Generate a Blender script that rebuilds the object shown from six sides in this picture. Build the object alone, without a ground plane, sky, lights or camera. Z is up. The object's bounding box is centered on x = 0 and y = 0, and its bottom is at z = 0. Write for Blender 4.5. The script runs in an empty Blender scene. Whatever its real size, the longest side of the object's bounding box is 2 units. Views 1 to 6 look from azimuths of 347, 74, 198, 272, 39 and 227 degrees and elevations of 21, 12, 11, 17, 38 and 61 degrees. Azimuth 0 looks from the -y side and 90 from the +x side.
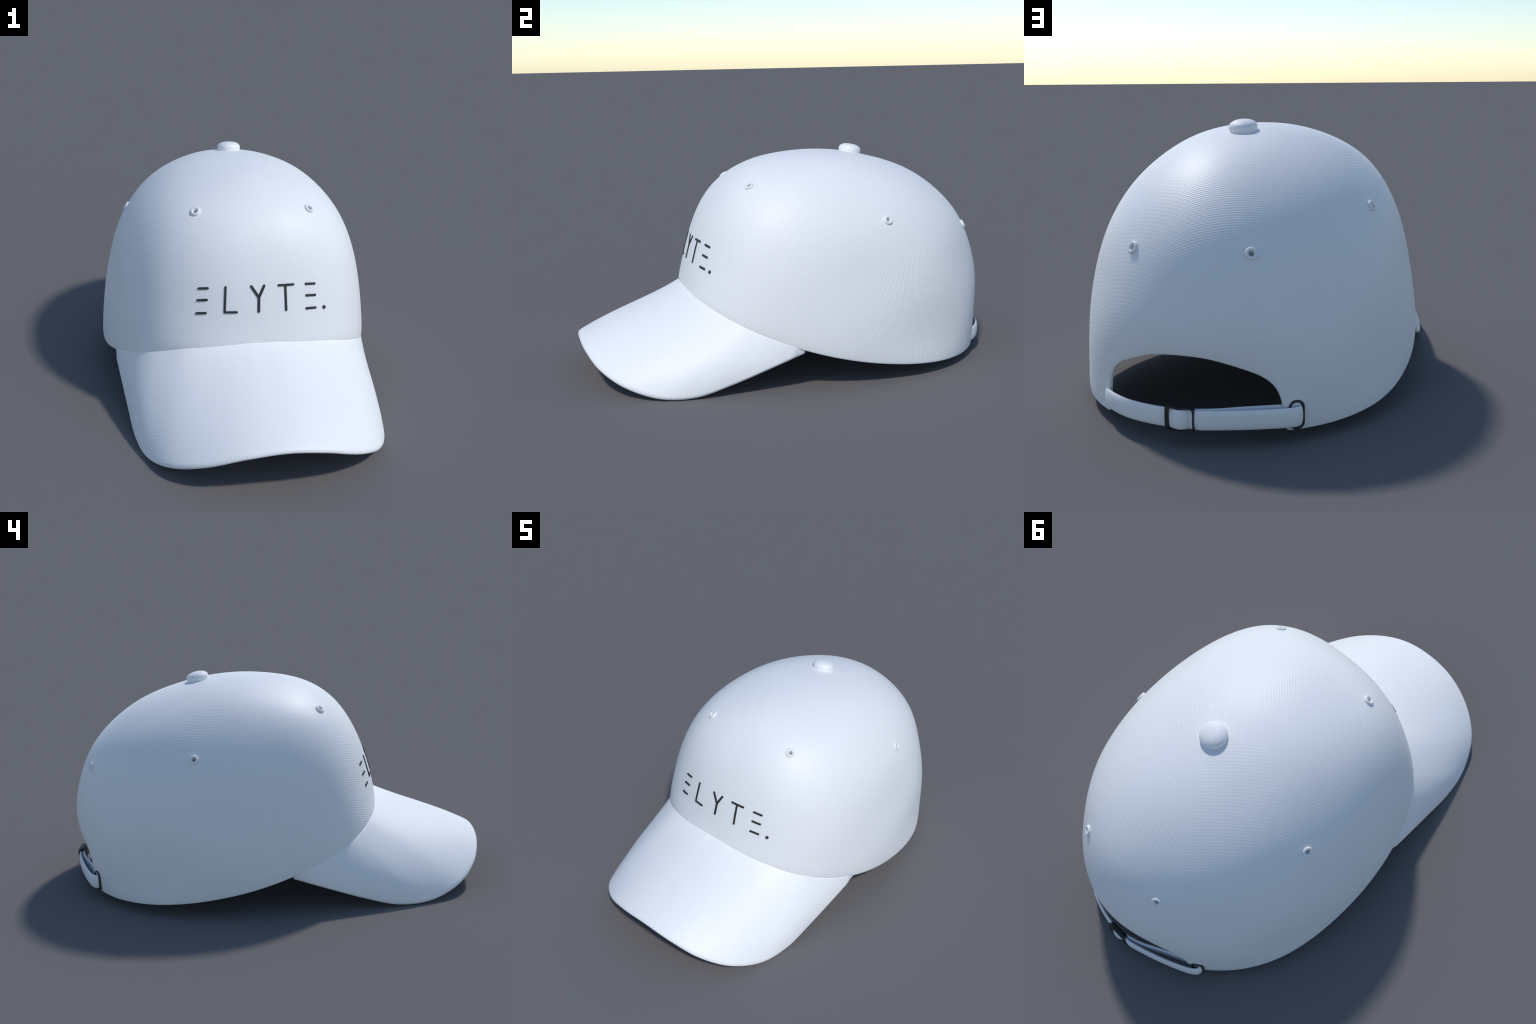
# White five-eyelet style baseball cap: crown panels, arched brim, top button,
# eyelets, rear opening with strap, slider buckle and ring, raised lettering.
import bpy, bmesh, math
import numpy as np
from mathutils import Vector, Matrix

rad = math.radians

# ------------------------------------------------------------------ crown form
# The crown is an ellipsoid (centre, semi-axes) swollen by a factor that is given
# along nine half-meridians (front ... side ... back) at ten elevations.
CENTRE = np.array([0.0, 0.24, 0.33])
AXES = np.array([0.60, 0.76, 0.66])
MERIDIANS = np.radians(np.arange(0, 181, 22.5))          # 0 = front, 180 = back
ELEVATIONS = np.radians(np.arange(-45, 91, 15))
SWELL = [
    [1.1434, 1.1441, 1.1585, 1.1916, 1.2304, 1.2589, 1.2780, 1.2645, 1.2449],
    [1.0914, 1.1037, 1.1301, 1.1385, 1.1420, 1.1635, 1.1236, 1.0993, 1.0895],
    [1.0276, 1.0713, 1.1216, 1.0872, 1.0457, 1.0321, 1.0296, 0.9884, 0.9715],
    [0.9846, 1.0321, 1.0821, 1.0324, 0.9871, 0.9827, 0.9804, 0.9709, 0.9738],
    [0.9819, 1.0139, 1.0643, 1.0187, 0.9695, 0.9740, 0.9623, 0.9672, 0.9733],
    [1.0143, 1.0462, 1.0856, 1.0401, 0.9961, 0.9827, 0.9817, 0.9791, 0.9828],
    [1.0647, 1.0863, 1.0989, 1.0561, 1.0116, 0.9960, 0.9879, 0.9831, 0.9834],
    [1.0799, 1.0760, 1.0645, 1.0451, 1.0193, 0.9976, 0.9860, 0.9832, 0.9834],
    [1.0345, 1.0323, 1.0271, 1.0188, 1.0080, 0.9972, 0.9882, 0.9822, 0.9801],
]
SWELL_TOP = 0.9996

# lower border of the crown in (meridian, elevation) degrees: front seam, side hem,
# rear tab, then up round the rear opening
RIM = [(0, 2.5), (10, 2.25), (20, 1.5), (30, 0.42), (37, -1.24), (45, -3.78), (52, -6.41), (60, -9.6),
       (66, -11.96), (75, -15.2), (83, -17.6), (90, -19.27), (100, -20.99), (110, -22.13), (116, -22.67), (124, -23.32),
       (134, -24.07), (143.2, -24.42), (145.9, -24.4), (147, -23.3), (147.3, -19.2), (147.9, -16.2), (149.2, -13.2), (151.5, -10.6),
       (155, -8.4), (159.7, -6.55), (164.5, -4.95), (170, -3.5), (175, -2.85), (180, -2.65)]
WALL = 0.013
TUCK = 0.012


def spline_second(y, h):
    n = len(y)
    A = np.zeros((n, n)); b = np.zeros_like(y)
    A[0, 0] = A[-1, -1] = 1
    for i in range(1, n - 1):
        A[i, i - 1:i + 2] = (1, 4, 1)
        b[i] = (y[i - 1] - 2 * y[i] + y[i + 1]) * 6 / h ** 2
    return np.linalg.solve(A, b)


def spline_weights(knots, x):
    """rows of cubic-spline interpolation weights on even knots"""
    n = len(knots); h = knots[1] - knots[0]
    M2 = spline_second(np.eye(n), h)
    j = np.clip(((x - knots[0]) / h).astype(int), 0, n - 2)
    u = (x - knots[j]) / h
    I = np.eye(n)
    return ((1 - u)[:, None] * I[j] + u[:, None] * I[j + 1]
            + h * h / 6 * (((1 - u) ** 3 - (1 - u))[:, None] * M2[j] + (u ** 3 - u)[:, None] * M2[j + 1]))


# table continued by mirror symmetry past front/back, and over the pole
_T = np.array(SWELL + [[SWELL_TOP] * 9])
_T = np.concatenate([_T, _T[-2:-5:-1, ::-1]], 0)
_T = np.concatenate([_T[:, 3:0:-1], _T, _T[:, -2:-5:-1]], 1)
_KT = MERIDIANS[0] + rad(22.5) * (np.arange(15) - 3)
_KE = ELEVATIONS[0] + rad(15) * np.arange(13)


def swell(theta, phi):
    theta = np.abs(np.asarray(theta, float)).ravel()
    phi = np.asarray(phi, float).ravel()
    return np.einsum('ij,jk,ik->i', spline_weights(_KE, phi), _T, spline_weights(_KT, theta))


def crown(theta, phi):
    theta = np.asarray(theta, float).ravel(); phi = np.asarray(phi, float).ravel()
    r = swell(theta, phi)
    d = np.stack([np.cos(phi) * np.sin(theta), -np.cos(phi) * np.cos(theta), np.sin(phi)], 1)
    return CENTRE + AXES * d * r[:, None]


def crown_normal(theta, phi, e=2e-3):
    n = np.cross(crown(np.asarray(theta) + e, phi) - crown(np.asarray(theta) - e, phi),
                 crown(theta, np.asarray(phi) + e) - crown(theta, np.asarray(phi) - e))
    return n / np.linalg.norm(n, axis=1)[:, None]


def tuck(points, normals, theta):
    """over the brim the hem of the crown rolls inward; points: rows x columns x 3"""
    d = np.linalg.norm(np.diff(points, axis=0), axis=2)
    above = np.concatenate([np.cumsum(d[::-1], axis=0)[::-1], np.zeros((1, points.shape[1]))])
    depth = TUCK * np.cos(np.clip(np.abs(theta) / rad(62), 0, 1) * np.pi / 2) ** 1.3 + 0.003
    k = np.clip(1 - above / 0.045, 0, 1)
    return points - normals * (depth[None] * (1 - np.sqrt(np.clip(1 - k ** 2, 0, 1))))[:, :, None]


def inside(P):
    q = (P - CENTRE) / AXES
    r = np.linalg.norm(q)
    return r - swell([math.atan2(q[0], -q[1])], [math.asin(max(-1, min(1, q[2] / r)))])[0]


def locate(P, direction):
    """slide P along a direction onto the crown: point, outward normal"""
    P = np.array(P, float); d = np.array(direction, float)
    a, b = -0.4, 0.4
    fa = inside(P + a * d)
    for _ in range(40):
        m = 0.5 * (a + b); fm = inside(P + m * d)
        if (fm > 0) == (fa > 0): a = m
        else: b = m
    P = P + 0.5 * (a + b) * d
    q = (P - CENTRE) / AXES
    r = np.linalg.norm(q)
    th, ph = math.atan2(q[0], -q[1]), math.asin(q[2] / r)
    return P, crown_normal([th], [ph])[0]


# ------------------------------------------------------------------ materials
def nodes_of(name):
    m = bpy.data.materials.new(name); m.use_nodes = True
    nt = m.node_tree
    return m, nt, nt.nodes['Principled BSDF']


def math_node(nt, op, a, b=None):
    n = nt.nodes.new('ShaderNodeMath'); n.operation = op
    for i, v in enumerate((a, b)):
        if v is None: continue
        if isinstance(v, (int, float)): n.inputs[i].default_value = v
        else: nt.links.new(v, n.inputs[i])
    return n.outputs[0]


CLOTH = (0.895, 0.895, 0.895, 1)
CLOTH_ROUGH = 0.5
PITCH = 0.0090           # twill rib spacing


def cloth(name, direction=None, wrap=True, strength=0.24, pitch=PITCH, dash=0.5, dash_step=0.40, contrast=0.07):
    """white twill; ribs run along `direction`, seen on the crown flattened from above"""
    m, nt, bsdf = nodes_of(name)
    L = nt.links
    bsdf.inputs['Roughness'].default_value = CLOTH_ROUGH
    tc = nt.nodes.new('ShaderNodeTexCoord')
    noise = nt.nodes.new('ShaderNodeTexNoise'); noise.inputs['Scale'].default_value = 140
    noise.inputs['Detail'].default_value = 3
    L.new(tc.outputs['Object'], noise.inputs['Vector'])
    if direction is None:
        bsdf.inputs['Base Color'].default_value = tuple(c * 0.965 for c in CLOTH[:3]) + (1,)
        bump = nt.nodes.new('ShaderNodeBump'); bump.inputs['Strength'].default_value = 0.06
        bump.inputs['Distance'].default_value = 0.004
        L.new(noise.outputs['Fac'], bump.inputs['Height'])
        L.new(bump.outputs['Normal'], bsdf.inputs['Normal'])
        return m
    if wrap:
        sub = nt.nodes.new('ShaderNodeVectorMath'); sub.operation = 'SUBTRACT'
        L.new(tc.outputs['Object'], sub.inputs[0]); sub.inputs[1].default_value = (0, 0.30, 0.30)
        sep = nt.nodes.new('ShaderNodeSeparateXYZ'); L.new(sub.outputs[0], sep.inputs[0])
        rho = math_node(nt, 'SQRT', math_node(nt, 'ADD', math_node(nt, 'MULTIPLY', sep.outputs[0], sep.outputs[0]),
                                              math_node(nt, 'MULTIPLY', sep.outputs[1], sep.outputs[1])))
        ang = math_node(nt, 'ARCTAN2', rho, sep.outputs[2])
        k = math_node(nt, 'DIVIDE', math_node(nt, 'MULTIPLY', ang, 0.66), math_node(nt, 'ADD', rho, 1e-4))
        x = math_node(nt, 'MULTIPLY', sep.outputs[0], k); y = math_node(nt, 'MULTIPLY', sep.outputs[1], k)
    else:
        sep = nt.nodes.new('ShaderNodeSeparateXYZ'); L.new(tc.outputs['Object'], sep.inputs[0])
        x, y = sep.outputs[0], sep.outputs[1]
    d = np.array(direction, float); d /= np.linalg.norm(d)
    across = math_node(nt, 'ADD', math_node(nt, 'MULTIPLY', x, float(-d[1])), math_node(nt, 'MULTIPLY', y, float(d[0])))
    along = math_node(nt, 'ADD', math_node(nt, 'MULTIPLY', x, float(d[0])), math_node(nt, 'MULTIPLY', y, float(d[1])))
    w = 2 * math.pi / pitch
    rib = math_node(nt, 'SINE', math_node(nt, 'MULTIPLY', across, w))
    # each rib is broken into short slanting floats
    slant = math_node(nt, 'ADD', math_node(nt, 'MULTIPLY', along, w * dash_step), math_node(nt, 'MULTIPLY', across, w * 0.5))
    floats = math_node(nt, 'SINE', slant)
    h = math_node(nt, 'ADD', rib, math_node(nt, 'MULTIPLY', floats, dash))
    h = math_node(nt, 'ADD', h, math_node(nt, 'MULTIPLY', noise.outputs['Fac'], 0.5))
    bump = nt.nodes.new('ShaderNodeBump'); bump.inputs['Strength'].default_value = strength
    bump.inputs['Distance'].default_value = 0.0006
    L.new(h, bump.inputs['Height']); L.new(bump.outputs['Normal'], bsdf.inputs['Normal'])
    ramp = nt.nodes.new('ShaderNodeValToRGB')
    ramp.color_ramp.elements[0].position = 0.0; ramp.color_ramp.elements[0].color = tuple(c * (1 - contrast) for c in CLOTH[:3]) + (1,)
    ramp.color_ramp.elements[1].position = 1.0; ramp.color_ramp.elements[1].color = CLOTH
    L.new(math_node(nt, 'ADD', math_node(nt, 'MULTIPLY', h, 0.35), 0.5), ramp.inputs[0])
    L.new(ramp.outputs[0], bsdf.inputs['Base Color'])
    return m


def plain(name, colour, rough):
    m, nt, bsdf = nodes_of(name)
    noise = nt.nodes.new('ShaderNodeTexNoise'); noise.inputs['Scale'].default_value = 60
    tc = nt.nodes.new('ShaderNodeTexCoord'); nt.links.new(tc.outputs['Object'], noise.inputs['Vector'])
    ramp = nt.nodes.new('ShaderNodeValToRGB')
    ramp.color_ramp.elements[0].color = tuple(c * 0.94 for c in colour) + (1,)
    ramp.color_ramp.elements[1].color = tuple(c * 1.06 for c in colour) + (1,)
    nt.links.new(noise.outputs['Fac'], ramp.inputs[0]); nt.links.new(ramp.outputs[0], bsdf.inputs['Base Color'])
    bsdf.inputs['Roughness'].default_value = rough
    return m


M_FRONT = cloth('twill_front', (0.766, -0.643), pitch=0.0090, dash=0.12, dash_step=1.0, strength=0.26, contrast=0.07)
M_LEFT = cloth('twill_side_a', (-0.14, -1.0), pitch=0.0079)
M_RIGHT = cloth('twill_side_b', (0.985, 0.08), pitch=0.0098)
M_BACK = cloth('twill_back', (-0.94, -0.34), pitch=0.0092)
M_BRIM = cloth('twill_brim', (0.60, -0.80), wrap=False, pitch=0.0082, dash=0.5, dash_step=1.1, strength=0.09, contrast=0.05)
M_BUTTON = cloth('twill_button', (1.0, 0.3), wrap=False, pitch=0.005)
M_SMOOTH = cloth('smooth_cloth')
M_THREAD = plain('black_thread', (0.022, 0.024, 0.025), 0.55)
M_PLASTIC = plain('black_plastic', (0.022, 0.025, 0.025), 0.45)

# ------------------------------------------------------------------ scene helpers
root = bpy.data.objects.new('baseball_cap', None)
bpy.context.collection.objects.link(root)
root['label'] = 'white twill baseball cap with black raised lettering and rear strap'
root['category'] = 'baseball cap'


def add(name, verts, faces, mat, parent=root, smooth=True):
    me = bpy.data.meshes.new(name)
    me.from_pydata([tuple(map(float, v)) for v in verts], [], faces)
    me.update()
    bm = bmesh.new(); bm.from_mesh(me)
    bmesh.ops.recalc_face_normals(bm, faces=bm.faces)
    bm.to_mesh(me); bm.free()
    return add_mesh(name, me, mat, parent, smooth)


def add_mesh(name, me, mat, parent=root, smooth=True):
    me.polygons.foreach_set('use_smooth', [smooth] * len(me.polygons))
    me.materials.clear(); me.materials.append(mat)
    ob = bpy.data.objects.new(name, me)
    bpy.context.collection.objects.link(ob)
    ob.parent = parent
    return ob


def resample(pts, n, closed=False):
    """smooth curve through points (Catmull-Rom, then even arc length)"""
    P = np.array(pts, float)
    if closed: P = np.vstack([P[-1], P, P[:2]])
    else: P = np.vstack([2 * P[0] - P[1], P, 2 * P[-1] - P[-2]])
    out = []
    for i in range(1, len(P) - 2):
        p0, p1, p2, p3 = P[i - 1:i + 3]
        # centripetal form keeps uneven spacing smooth
        t1 = max(np.linalg.norm(p1 - p0), 1e-9) ** .5; t2 = t1 + max(np.linalg.norm(p2 - p1), 1e-9) ** .5
        t3 = t2 + max(np.linalg.norm(p3 - p2), 1e-9) ** .5
        for t in np.linspace(t1, t2, 24, endpoint=False):
            a1 = p0 * (t1 - t) / t1 + p1 * t / t1
            a2 = p1 * (t2 - t) / (t2 - t1) + p2 * (t - t1) / (t2 - t1)
            a3 = p2 * (t3 - t) / (t3 - t2) + p3 * (t - t2) / (t3 - t2)
            b1 = a1 * (t2 - t) / t2 + a2 * t / t2
            b2 = a2 * (t3 - t) / (t3 - t1) + a3 * (t - t1) / (t3 - t1)
            out.append(b1 * (t2 - t) / (t2 - t1) + b2 * (t - t1) / (t2 - t1))
    out.append(P[-2]); out = np.array(out)
    s = np.r_[0, np.cumsum(np.linalg.norm(np.diff(out, axis=0), axis=1))]
    g = np.linspace(0, s[-1], n + 1 if closed else n)
    if closed: g = g[:-1]
    return np.stack([np.interp(g, s, out[:, k]) for k in range(out.shape[1])], 1)


# ------------------------------------------------------------------ crown mesh
half = resample(RIM, 190)
rim = np.vstack([half[:-1], (half * [-1, 1])[:0:-1]])           # closed loop, front..back..front
RT = np.radians(rim[:, 0]); RP = np.radians(rim[:, 1])
NC = len(rim)
ROWS = 96
POLE = np.pi / 2

EYELETS = [(-.2445, -.2315, .867), (.2445, -.2315, .867), (.481, .338, .710),
           (-.481, .338, .710), (.206, .855, .616), (-.206, .855, .616)]


def build_crown():
    verts, faces = [], []

    def ring(v):
        verts.extend(v); return len(verts) - len(v)
    # outer skin from near the pole to the hem; the hem rolls in over a small radius
    ts = np.r_[np.linspace(0.012, 0.93, ROWS - 16), 0.93 + 0.07 * np.sin(np.linspace(0, np.pi / 2, 17))[1:]]
    skin, norm = [], []
    for t in ts:
        ph = POLE + (RP - POLE) * t
        skin.append(crown(RT, ph)); norm.append(crown_normal(RT, ph))
    skin = tuck(np.array(skin), np.array(norm), RT); norm = np.array(norm)
    rings = [ring(r) for r in skin]
    n, out = norm[-1], skin[-1]
    along = np.roll(out, -1, 0) - np.roll(out, 1, 0)
    side = np.cross(along, n); side /= np.linalg.norm(side, axis=1)[:, None]
    below = crown(RT, RP - 0.01) - crown(RT, RP)
    side *= np.sign((side * below).sum(1))[:, None]              # points out of the cloth edge
    for depth, lip in ((.04, .0010), (.12, .0020), (.25, .0024), (.5, .0026), (.75, .0024), (.88, .0020), (.96, .0010)):
        rings.append(ring(out - n * WALL * depth + side * lip))
    for r, m in zip(skin[::-1], norm[::-1]):
        rings.append(ring(r - WALL * m))
    for a, b in zip(rings[:-1], rings[1:]):
        for i in range(NC):
            j = (i + 1) % NC
            faces.append((a + i, a + j, b + j, b + i))
    faces.append(tuple(rings[0] + i for i in range(NC))[::-1])
    faces.append(tuple(rings[-1] + i for i in range(NC)))
    me = bpy.data.meshes.new('crown'); me.from_pydata([tuple(map(float, v)) for v in verts], [], faces); me.update()
    bm = bmesh.new(); bm.from_mesh(me)
    bmesh.ops.triangulate(bm, faces=[f for f in bm.faces if len(f.verts) > 4])
    # clean panel borders: vertical cuts through the button, one side at a time
    for sx in (1, -1):
        for co, tangent in (((0, .335, 0), (sx, -.66)), ((0, .36, 0), (sx, 1.60))):
            fs = [f for f in bm.faces if f.calc_center_median().x * sx > -0.02
                  and (f.calc_center_median().y < .45 if tangent[1] < 0 else f.calc_center_median().y > .25)]
            g = set(fs)
            for f in fs: g.update(f.edges); g.update(f.verts)
            bmesh.ops.bisect_plane(bm, geom=list(g), dist=1e-6, plane_co=co, plane_no=(tangent[1], -tangent[0], 0))
    # punched eyelet holes (their ragged rim lies under the eyelet rings)
    drop = set()
    for e in EYELETS:
        d = np.array(e) - CENTRE; P, nrm = locate(e, d / np.linalg.norm(d)); P = Vector(P); nrm = Vector(nrm)
        for f in bm.faces:
            q = f.calc_center_median() - P
            if q.length < 0.03:
                q -= nrm * q.dot(nrm)
                if q.length < 0.0135: drop.add(f)
    bmesh.ops.delete(bm, geom=list(drop), context='FACES')
    bmesh.ops.recalc_face_normals(bm, faces=bm.faces)
    bm.normal_update()
    top = max(bm.faces, key=lambda f: f.calc_center_median().z)
    if top.normal.z < 0: bmesh.ops.reverse_faces(bm, faces=bm.faces)
    bm.normal_update()
    whole = {}
    for v in bm.verts: whole[tuple(round(c, 6) for c in v.co)] = tuple(v.normal)

    def region(c):
        if c.y < .335 - .66 * abs(c.x): return 'front'
        if c.y > .36 + 1.60 * abs(c.x): return 'back'
        return 'left' if c.x < 0 else 'right'
    groups = {}
    for f in bm.faces: groups.setdefault(region(f.calc_center_median()), []).append(f)
    for key, name, mat in (('front', 'front_panel', M_FRONT), ('left', 'side_panel', M_LEFT),
                           ('right', 'side_panel', M_RIGHT), ('back', 'back_panel', M_BACK)):
        idx, vs, fs = {}, [], []
        for f in groups[key]:
            row = []
            for v in f.verts:
                if v.index not in idx: idx[v.index] = len(vs); vs.append(v.co.copy())
                row.append(idx[v.index])
            fs.append(row)
        pm = bpy.data.meshes.new(name); pm.from_pydata(vs, [], fs); pm.update()
        ob = add_mesh(name, pm, mat)
        pm.normals_split_custom_set_from_vertices([whole[tuple(round(c, 6) for c in v)] for v in vs])
    bm.free()


build_crown()

# ------------------------------------------------------------------ brim
EDGE = [(0, -.9993, .1706), (.1519, -.9884, .1516), (.2963, -.9421, .1007), (.4098, -.8543, .0500),
        (.4838, -.7154, .0068), (.5144, -.5648, .0044), (.5300, -.4054, .0475), (.5470, -.2460, .1045),
        (.5630, -.0850, .1655)]
SEAM = [(0, -.490, .384), (.065, -.489, .3835), (.198, -.475, .371), (.308, -.448, .351), (.398, -.402, .317),
        (.459, -.350, .2895), (.512, -.270, .252), (.554, -.174, .213), (.578, -.088, .178)]
BULGE_MID = [-.0056, -.0007, .0001, .0113, .0050, 0]     # crowning of the sheet, centre ... side
BULGE_OUT = [.0070, .0165, .0125, .0190, .0044, 0]
BRIM_HALF = 0.0125


def build_brim():
    both = lambda c: np.array([(-x, y, z) for x, y, z in c[:0:-1]] + c)
    n = 201
    edge = resample(both(EDGE), n); seam = resample(both(SEAM), n)
    s = np.abs(np.linspace(-1, 1, n))
    end = int(n * 0.035)                     # the sheet narrows to nothing at its two ends

    def calm(V):
        """carry the last sound normal out to the pointed ends"""
        V[..., :end, :] = V[..., end:end + 1, :]; V[..., -end:, :] = V[..., -end - 1:-end, :]
        return V / np.linalg.norm(V, axis=-1)[..., None]

    N0 = np.cross(np.gradient(seam, axis=0), edge - seam)
    N0 = calm(N0 * np.sign(N0[n // 2, 2]))
    seam = seam - N0 * BRIM_HALF
    soft = lambda b: np.convolve(np.pad(np.interp(s, np.linspace(0, 1, 6), b), 16, 'edge'), np.ones(33) / 33, 'valid')
    bm_, bo_ = soft(BULGE_MID), soft(BULGE_OUT)
    length = np.linalg.norm(edge - seam, axis=1)
    vs = np.concatenate([np.linspace(0, .9, 40)[:-1], 0.9 + 0.1 * np.sin(np.linspace(0, math.pi / 2, 20))])
    v = vs[:, None]
    mid = seam[None] * (1 - v[:, :, None]) + edge[None] * v[:, :, None]
    N = np.cross(np.gradient(mid, axis=1), (edge - seam)[None] + 0 * mid)
    N = calm(N * np.sign(N[5, n // 2, 2]))
    keep = np.clip((1 - s) / 0.45, 0, 1); bm_ = bm_ * keep; bo_ = bo_ * keep
    mid = mid + N * (4 * v * (1 - v) * bm_[None] + 6.75 * v ** 2 * (1 - v) * bo_[None])[:, :, None]
    N2 = np.cross(np.gradient(mid, axis=1), np.gradient(mid, axis=0))
    N2[-1] = N2[-2]
    N2 = calm(N2 * np.sign(N2[5, n // 2, 2]))
    # a tongue that runs on under the crown
    reach = 0.035 * np.clip((1 - s) / 0.12, 0.15, 1)[:, None]
    inward = np.array([0, 0.15]) - seam[:, :2]
    inward /= np.linalg.norm(inward, axis=1)[:, None]
    back = seam + np.concatenate([inward, np.full((n, 1), 0.2)], 1) * reach
    mid = np.concatenate([back[None], mid]); N2 = np.concatenate([N2[:1], N2])
    dist = np.concatenate([length[None] + reach.T, (1 - v) * length[None]])   # distance from the outer edge
    roll = 0.020
    k = np.clip(dist / roll, 0, 1)
    h = BRIM_HALF * np.sqrt(np.clip(1 - (1 - k) ** 2, 0, 1)) * np.clip((1 - s) / 0.05, 0.35, 1)[None]
    top = mid + N2 * h[:, :, None]; bot = mid - N2 * h[:, :, None]
    m = len(mid)
    verts = np.concatenate([top.reshape(-1, 3), bot[:-1].reshape(-1, 3)])
    T = lambda i, j: i * n + j
    Bt = lambda i, j: (m * n + i * n + j) if i < m - 1 else T(i, j)
    F = []
    for i in range(m - 1):
        for j in range(n - 1):
            F.append((T(i, j), T(i, j + 1), T(i + 1, j + 1), T(i + 1, j)))
            F.append((Bt(i, j), Bt(i + 1, j), Bt(i + 1, j + 1), Bt(i, j + 1)))
    for j in range(n - 1): F.append((T(0, j), Bt(0, j), Bt(0, j + 1), T(0, j + 1)))
    for i in range(m - 1):
        for j in (0, n - 1):
            F.append(tuple(dict.fromkeys([T(i, j), T(i + 1, j), Bt(i + 1, j), Bt(i, j)])))
    verts[:, 2] += 0.0 - min(0.0, verts[:, 2].min())
    add('brim', verts, F, M_BRIM)


build_brim()


# ------------------------------------------------------------------ turned parts
def lathe(name, profile, steps, mat, closed=False, base=True):
    vs, fs = [], []
    m = len(profile)
    for k in range(steps):
        a = 2 * math.pi * k / steps
        for r, z in profile: vs.append((r * math.cos(a), r * math.sin(a), z))
    for k in range(steps):
        k2 = (k + 1) % steps
        for i in range(m if closed else m - 1):
            i2 = (i + 1) % m
            fs.append((k * m + i, k2 * m + i, k2 * m + i2, k * m + i2))
    if not closed:
        if base or profile[-1][0] < 0.001: fs.append(tuple(k * m + m - 1 for k in range(steps)))
        if base or profile[0][0] < 0.001: fs.append(tuple(k * m for k in range(steps))[::-1])
    return add(name, vs, fs, mat)


def place(ob, P, n):
    z = Vector(n).normalized(); x = Vector((1, 0, 0)); x = (x - z * x.dot(z)).normalized(); y = z.cross(x)
    M = Matrix((x, y, z)).transposed().to_4x4(); M.translation = Vector(P)
    ob.matrix_world = M


R = 0.0535
dome = [(R * 0.94, -0.012), (R * 0.965, 0.0), (R * 0.99, 0.008)]
for a in range(0, 90, 6):                        # softly domed cap with a rounded shoulder
    c, q = math.cos(rad(a)) ** (2 / 2.5), math.sin(rad(a)) ** (2 / 2.1)
    dome.append((R * c, 0.012 + 0.0265 * q))
dome.append((R * 0.012, 0.0386))
button = lathe('button', dome, 64, M_BUTTON)
P, nrm = locate((0, .343, .97), (0, 0, 1))
place(button, P, nrm)

# eyelet: rolled ring with a short tube through the cloth
tube = [(0.0004, -0.030), (0.0098, -0.030), (0.0092, -0.002)]
for a in range(170, -51, -20):
    tube.append((0.0152 + 0.0062 * math.cos(rad(a)), 0.0030 + 0.0062 * math.sin(rad(a))))
tube.append((0.0190, -0.005))
first = None
for e in EYELETS:
    d = np.array(e) - CENTRE
    P, nrm = locate(e, d / np.linalg.norm(d))
    if first is None:
        first = lathe('eyelet', tube, 40, M_SMOOTH, base=False); ob = first
    else:
        ob = first.copy(); ob.name = 'eyelet'; bpy.context.collection.objects.link(ob)
    place(ob, P, nrm)


# ------------------------------------------------------------------ sweeps
def sweep(name, path, section, mat, up=(0, 0, 1), closed=False, parent=root, scale=None):
    """section: (sideways, up) points, path: points; cap ends unless closed"""
    P = np.array(path, float); n = len(P)
    if closed: t = np.roll(P, -1, 0) - np.roll(P, 1, 0)
    else: t = np.gradient(P, axis=0)
    t /= np.linalg.norm(t, axis=1)[:, None]
    U = np.tile(np.array(up, float), (n, 1)) if np.ndim(up) == 1 else np.array(up, float)
    S = np.cross(t, U); S /= np.linalg.norm(S, axis=1)[:, None]
    U = np.cross(S, t)
    m = len(section); vs = []
    for i in range(n):
        k = 1 if scale is None else scale[i]
        for a, b in section: vs.append(P[i] + S[i] * a * k + U[i] * b * (1 if scale is None else min(1, .85 + .15 * k)))
    fs = []
    for i in range(n if closed else n - 1):
        i2 = (i + 1) % n
        for j in range(m):
            j2 = (j + 1) % m
            fs.append((i * m + j, i2 * m + j, i2 * m + j2, i * m + j2))
    if not closed:
        fs.append(tuple(range(m))[::-1]); fs.append(tuple((n - 1) * m + j for j in range(m)))
    return add(name, vs, fs, mat, parent)


def superellipse(a, b, p, n=32):
    out = []
    for k in range(n):
        t = 2 * math.pi * k / n; c, s = math.cos(t), math.sin(t)
        out.append((a * math.copysign(abs(c) ** (2 / p), c), b * math.copysign(abs(s) ** (2 / p), s)))
    return out


# ------------------------------------------------------------------ strap, slider, ring
ZS = 0.0915
STRAP = [(.350, .808), (.316, .862), (.267, .904), (.201, .941), (.131, .9635), (.070, .9745), (.040, .9765), (.022, .984), (.0, .9915),
         (-.020, .985), (-.038, .968), (-.058, .963), (-.110, .945), (-.190, .903), (-.265, .866), (-.318, .840), (-.344, .829), (-.360, .834), (-.361, .850),
         (-.344, .868), (-.300, .892), (-.205, .933), (-.110, .966), (-.066, .9775), (-.044, .976), (-.030, .976)]
path = resample([(x, y, ZS) for x, y in STRAP], 260)
sweep('strap', path, superellipse(0.0088, 0.0330, 2.15, 36), M_SMOOTH)


def loop(half_w, half_h, corner, n=64):
    pts = []
    for cx, cy, a0 in ((half_w - corner, half_h - corner, 0), (-half_w + corner, half_h - corner, 90),
                       (-half_w + corner, -half_h + corner, 180), (half_w - corner, -half_h + corner, 270)):
        for k in range(7):
            a = rad(a0 + 15 * k); pts.append((cx + corner * math.cos(a), cy + corner * math.sin(a)))
    return pts


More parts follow.
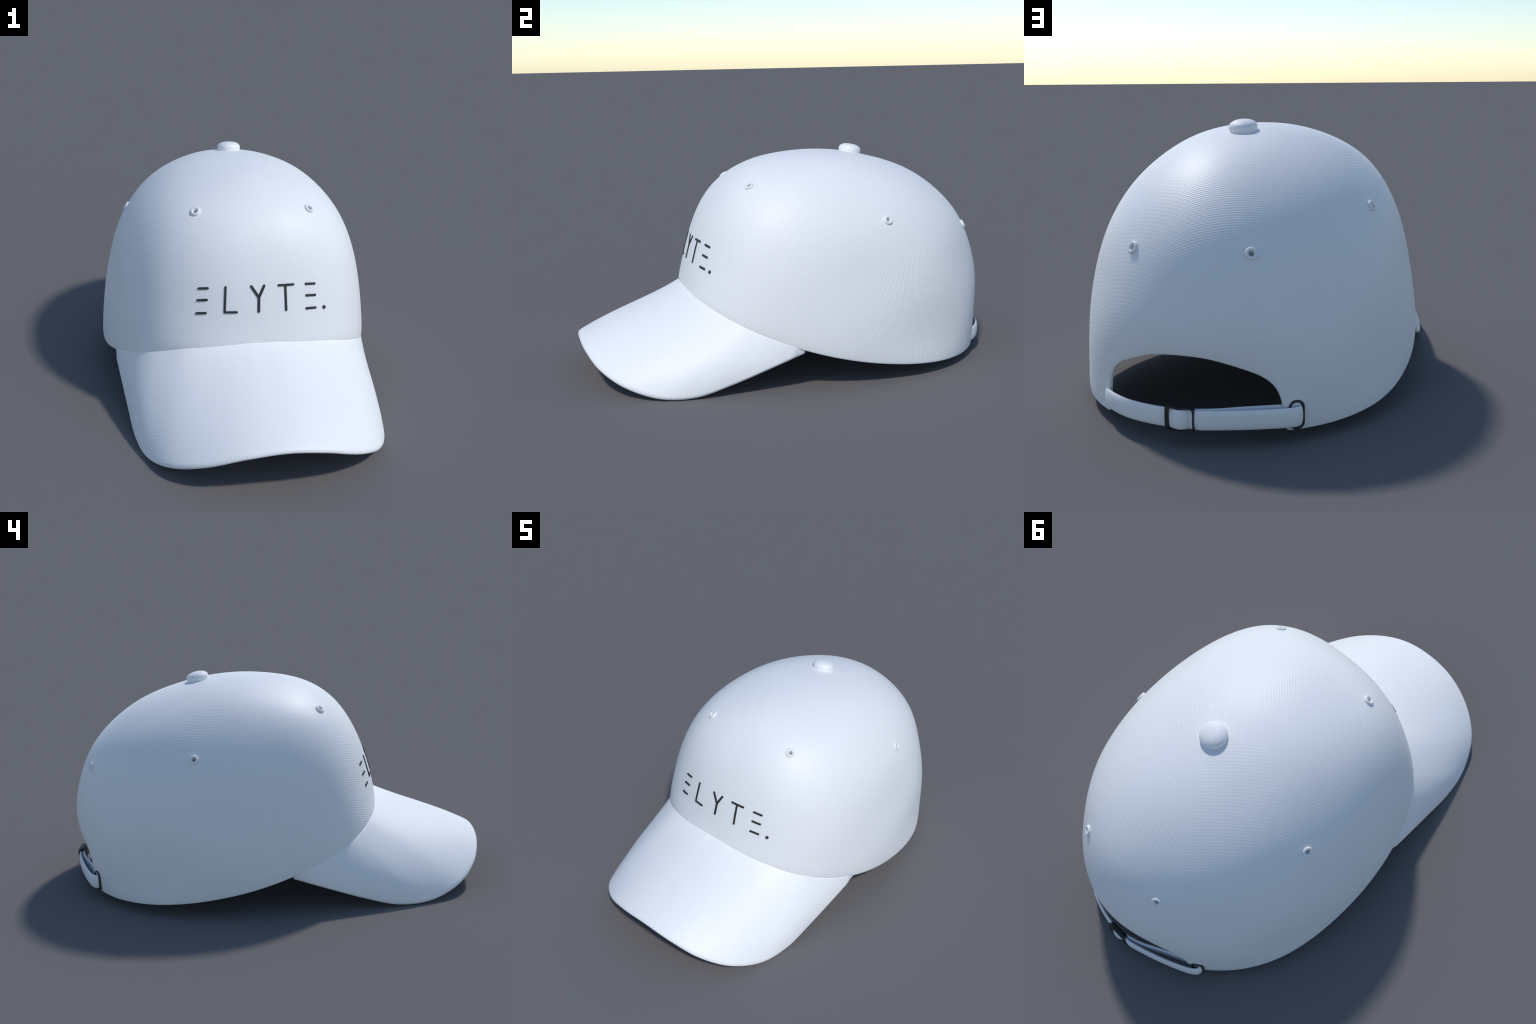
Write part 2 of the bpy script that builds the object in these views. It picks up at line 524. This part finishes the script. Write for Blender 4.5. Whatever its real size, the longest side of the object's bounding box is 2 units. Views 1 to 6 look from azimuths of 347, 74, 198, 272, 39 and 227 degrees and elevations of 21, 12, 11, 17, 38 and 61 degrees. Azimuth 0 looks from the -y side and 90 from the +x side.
def frame(name, centre, tangent, half_w, half_h, corner, section, mat, bend=0.0):
    t = np.array(tangent, float); t /= np.linalg.norm(t); up = np.array([0, 0, 1.0]); n = np.cross(up, t)
    pts = loop(half_w, half_h, corner)
    P = [np.array(centre) + t * a + up * b - n * bend * a * a for a, b in pts]
    return sweep(name, P, section, mat, up=n, closed=True)


buckle = frame('buckle', (-.003, .9815, ZS), (1, 0.03, 0), 0.0465, 0.0385, 0.011,
               [(0.0035 * math.cos(rad(a)), 0.0125 * math.sin(rad(a))) for a in range(0, 360, 30)], M_PLASTIC)
bar = resample([(.0, .979, ZS - .04), (.0, .979, ZS + .04)], 4)
b2 = sweep('buckle_bar', bar, superellipse(0.006, 0.004, 3, 16), M_PLASTIC, up=(0, 1, 0), parent=buckle)
lb = resample([(.0405, .9880, ZS - .038), (.0405, .9900, ZS), (.0405, .9880, ZS + .038)], 12)
sweep('buckle_bar', lb, superellipse(0.007, 0.003, 3, 16), M_PLASTIC, up=(0, 1, 0), parent=buckle)
frame('strap_ring', (-.350, .8405, ZS + .0005), (-.85, -.52, 0), 0.0225, 0.0455, 0.0205,
      [(0.0045 * math.cos(rad(a)), 0.0045 * math.sin(rad(a))) for a in range(0, 360, 30)], M_PLASTIC)


# ------------------------------------------------------------------ lettering
def on_front(x, z):
    return locate((x, -.45, z), (0, 1, 0))


def stroke_geometry(pts, width, rounded):
    """flat raised cord laid on the crown along points given as seen from the front"""
    pts = np.array(pts, float)
    g = []
    for a, b in zip(pts[:-1], pts[1:]):
        k = max(2, int(np.linalg.norm(b - a) / 0.004))
        g += [a + (b - a) * i / k for i in range(k)]
    g.append(pts[-1]); g = np.array(g)
    w = np.full(len(g), width / 2)
    if rounded:
        d0 = (g[1] - g[0]) / np.linalg.norm(g[1] - g[0]); d1 = (g[-1] - g[-2]) / np.linalg.norm(g[-1] - g[-2])
        r = width / 2; cap = [(r * math.sin(rad(a)), r * math.cos(rad(a))) for a in (20, 40, 60, 76, 88)]
        g = np.vstack([[g[0] - d0 * o for o, _ in cap[::-1]], g, [g[-1] + d1 * o for o, _ in cap]])
        w = np.r_[[c for _, c in cap[::-1]], w, [c for _, c in cap]]
    P, N = zip(*[on_front(x, z) for x, z in g]); P = np.array(P); N = np.array(N)
    t = np.gradient(P, axis=0); t /= np.linalg.norm(t, axis=1)[:, None]
    S = np.cross(N, t); S /= np.linalg.norm(S, axis=1)[:, None]
    vs, fs = [], []
    sec = [(-1, -.004), (-1, .0028), (-.78, .0040), (.78, .0040), (1, .0028), (1, -.004)]
    for p, n, s, ww in zip(P, N, S, w):
        for a, b in sec: vs.append(p + s * a * ww + n * b)
    m = len(sec)
    for i in range(len(P) - 1):
        for j in range(m):
            j2 = (j + 1) % m
            fs.append((i * m + j, (i + 1) * m + j, (i + 1) * m + j2, i * m + j2))
    fs.append(tuple(range(m))[::-1]); fs.append(tuple((len(P) - 1) * m + j for j in range(m)))
    return vs, fs


def letter(strokes, width, rounded=True):
    V, F = [], []
    for st in strokes:
        vs, fs = stroke_geometry(st, width, rounded)
        o = len(V); V += vs; F += [tuple(o + i for i in f) for f in fs]
    ob = add('letter', V, F, M_THREAD, lettering, smooth=False)
    return ob


lettering = bpy.data.objects.new('lettering', None)
bpy.context.collection.objects.link(lettering); lettering.parent = root
letter([[(-.2525, .5970), (-.2180, .6008)], [(-.2585, .5505), (-.2230, .5547)], [(-.2640, .4985), (-.2285, .5022)]], .0094)
letter([[(-.1475, .6080), (-.1530, .5090), (-.1045, .5105)]], .0092)
letter([[(-.0427, .6110), (-.0126, .5670), (-.0140, .5120)], [(.0100, .6120), (-.0126, .5670)]], .0107)
letter([[(.0720, .6105), (.1350, .6085)], [(.1003, .6085), (.1030, .5105)]], .0097)
letter([[(.1890, .6040), (.2356, .5985)], [(.1910, .5577), (.2377, .5526)], [(.1910, .5054), (.2392, .5010)]], .0096, False)
dot = lathe('full_stop', [(0.0080, -0.004), (0.0081, 0.0015), (0.0072, 0.0038), (0.0050, 0.0052), (0.002, 0.0059), (0.0003, 0.0061)], 28, M_THREAD)
dot.parent = lettering
place(dot, *on_front(.278, .4955))
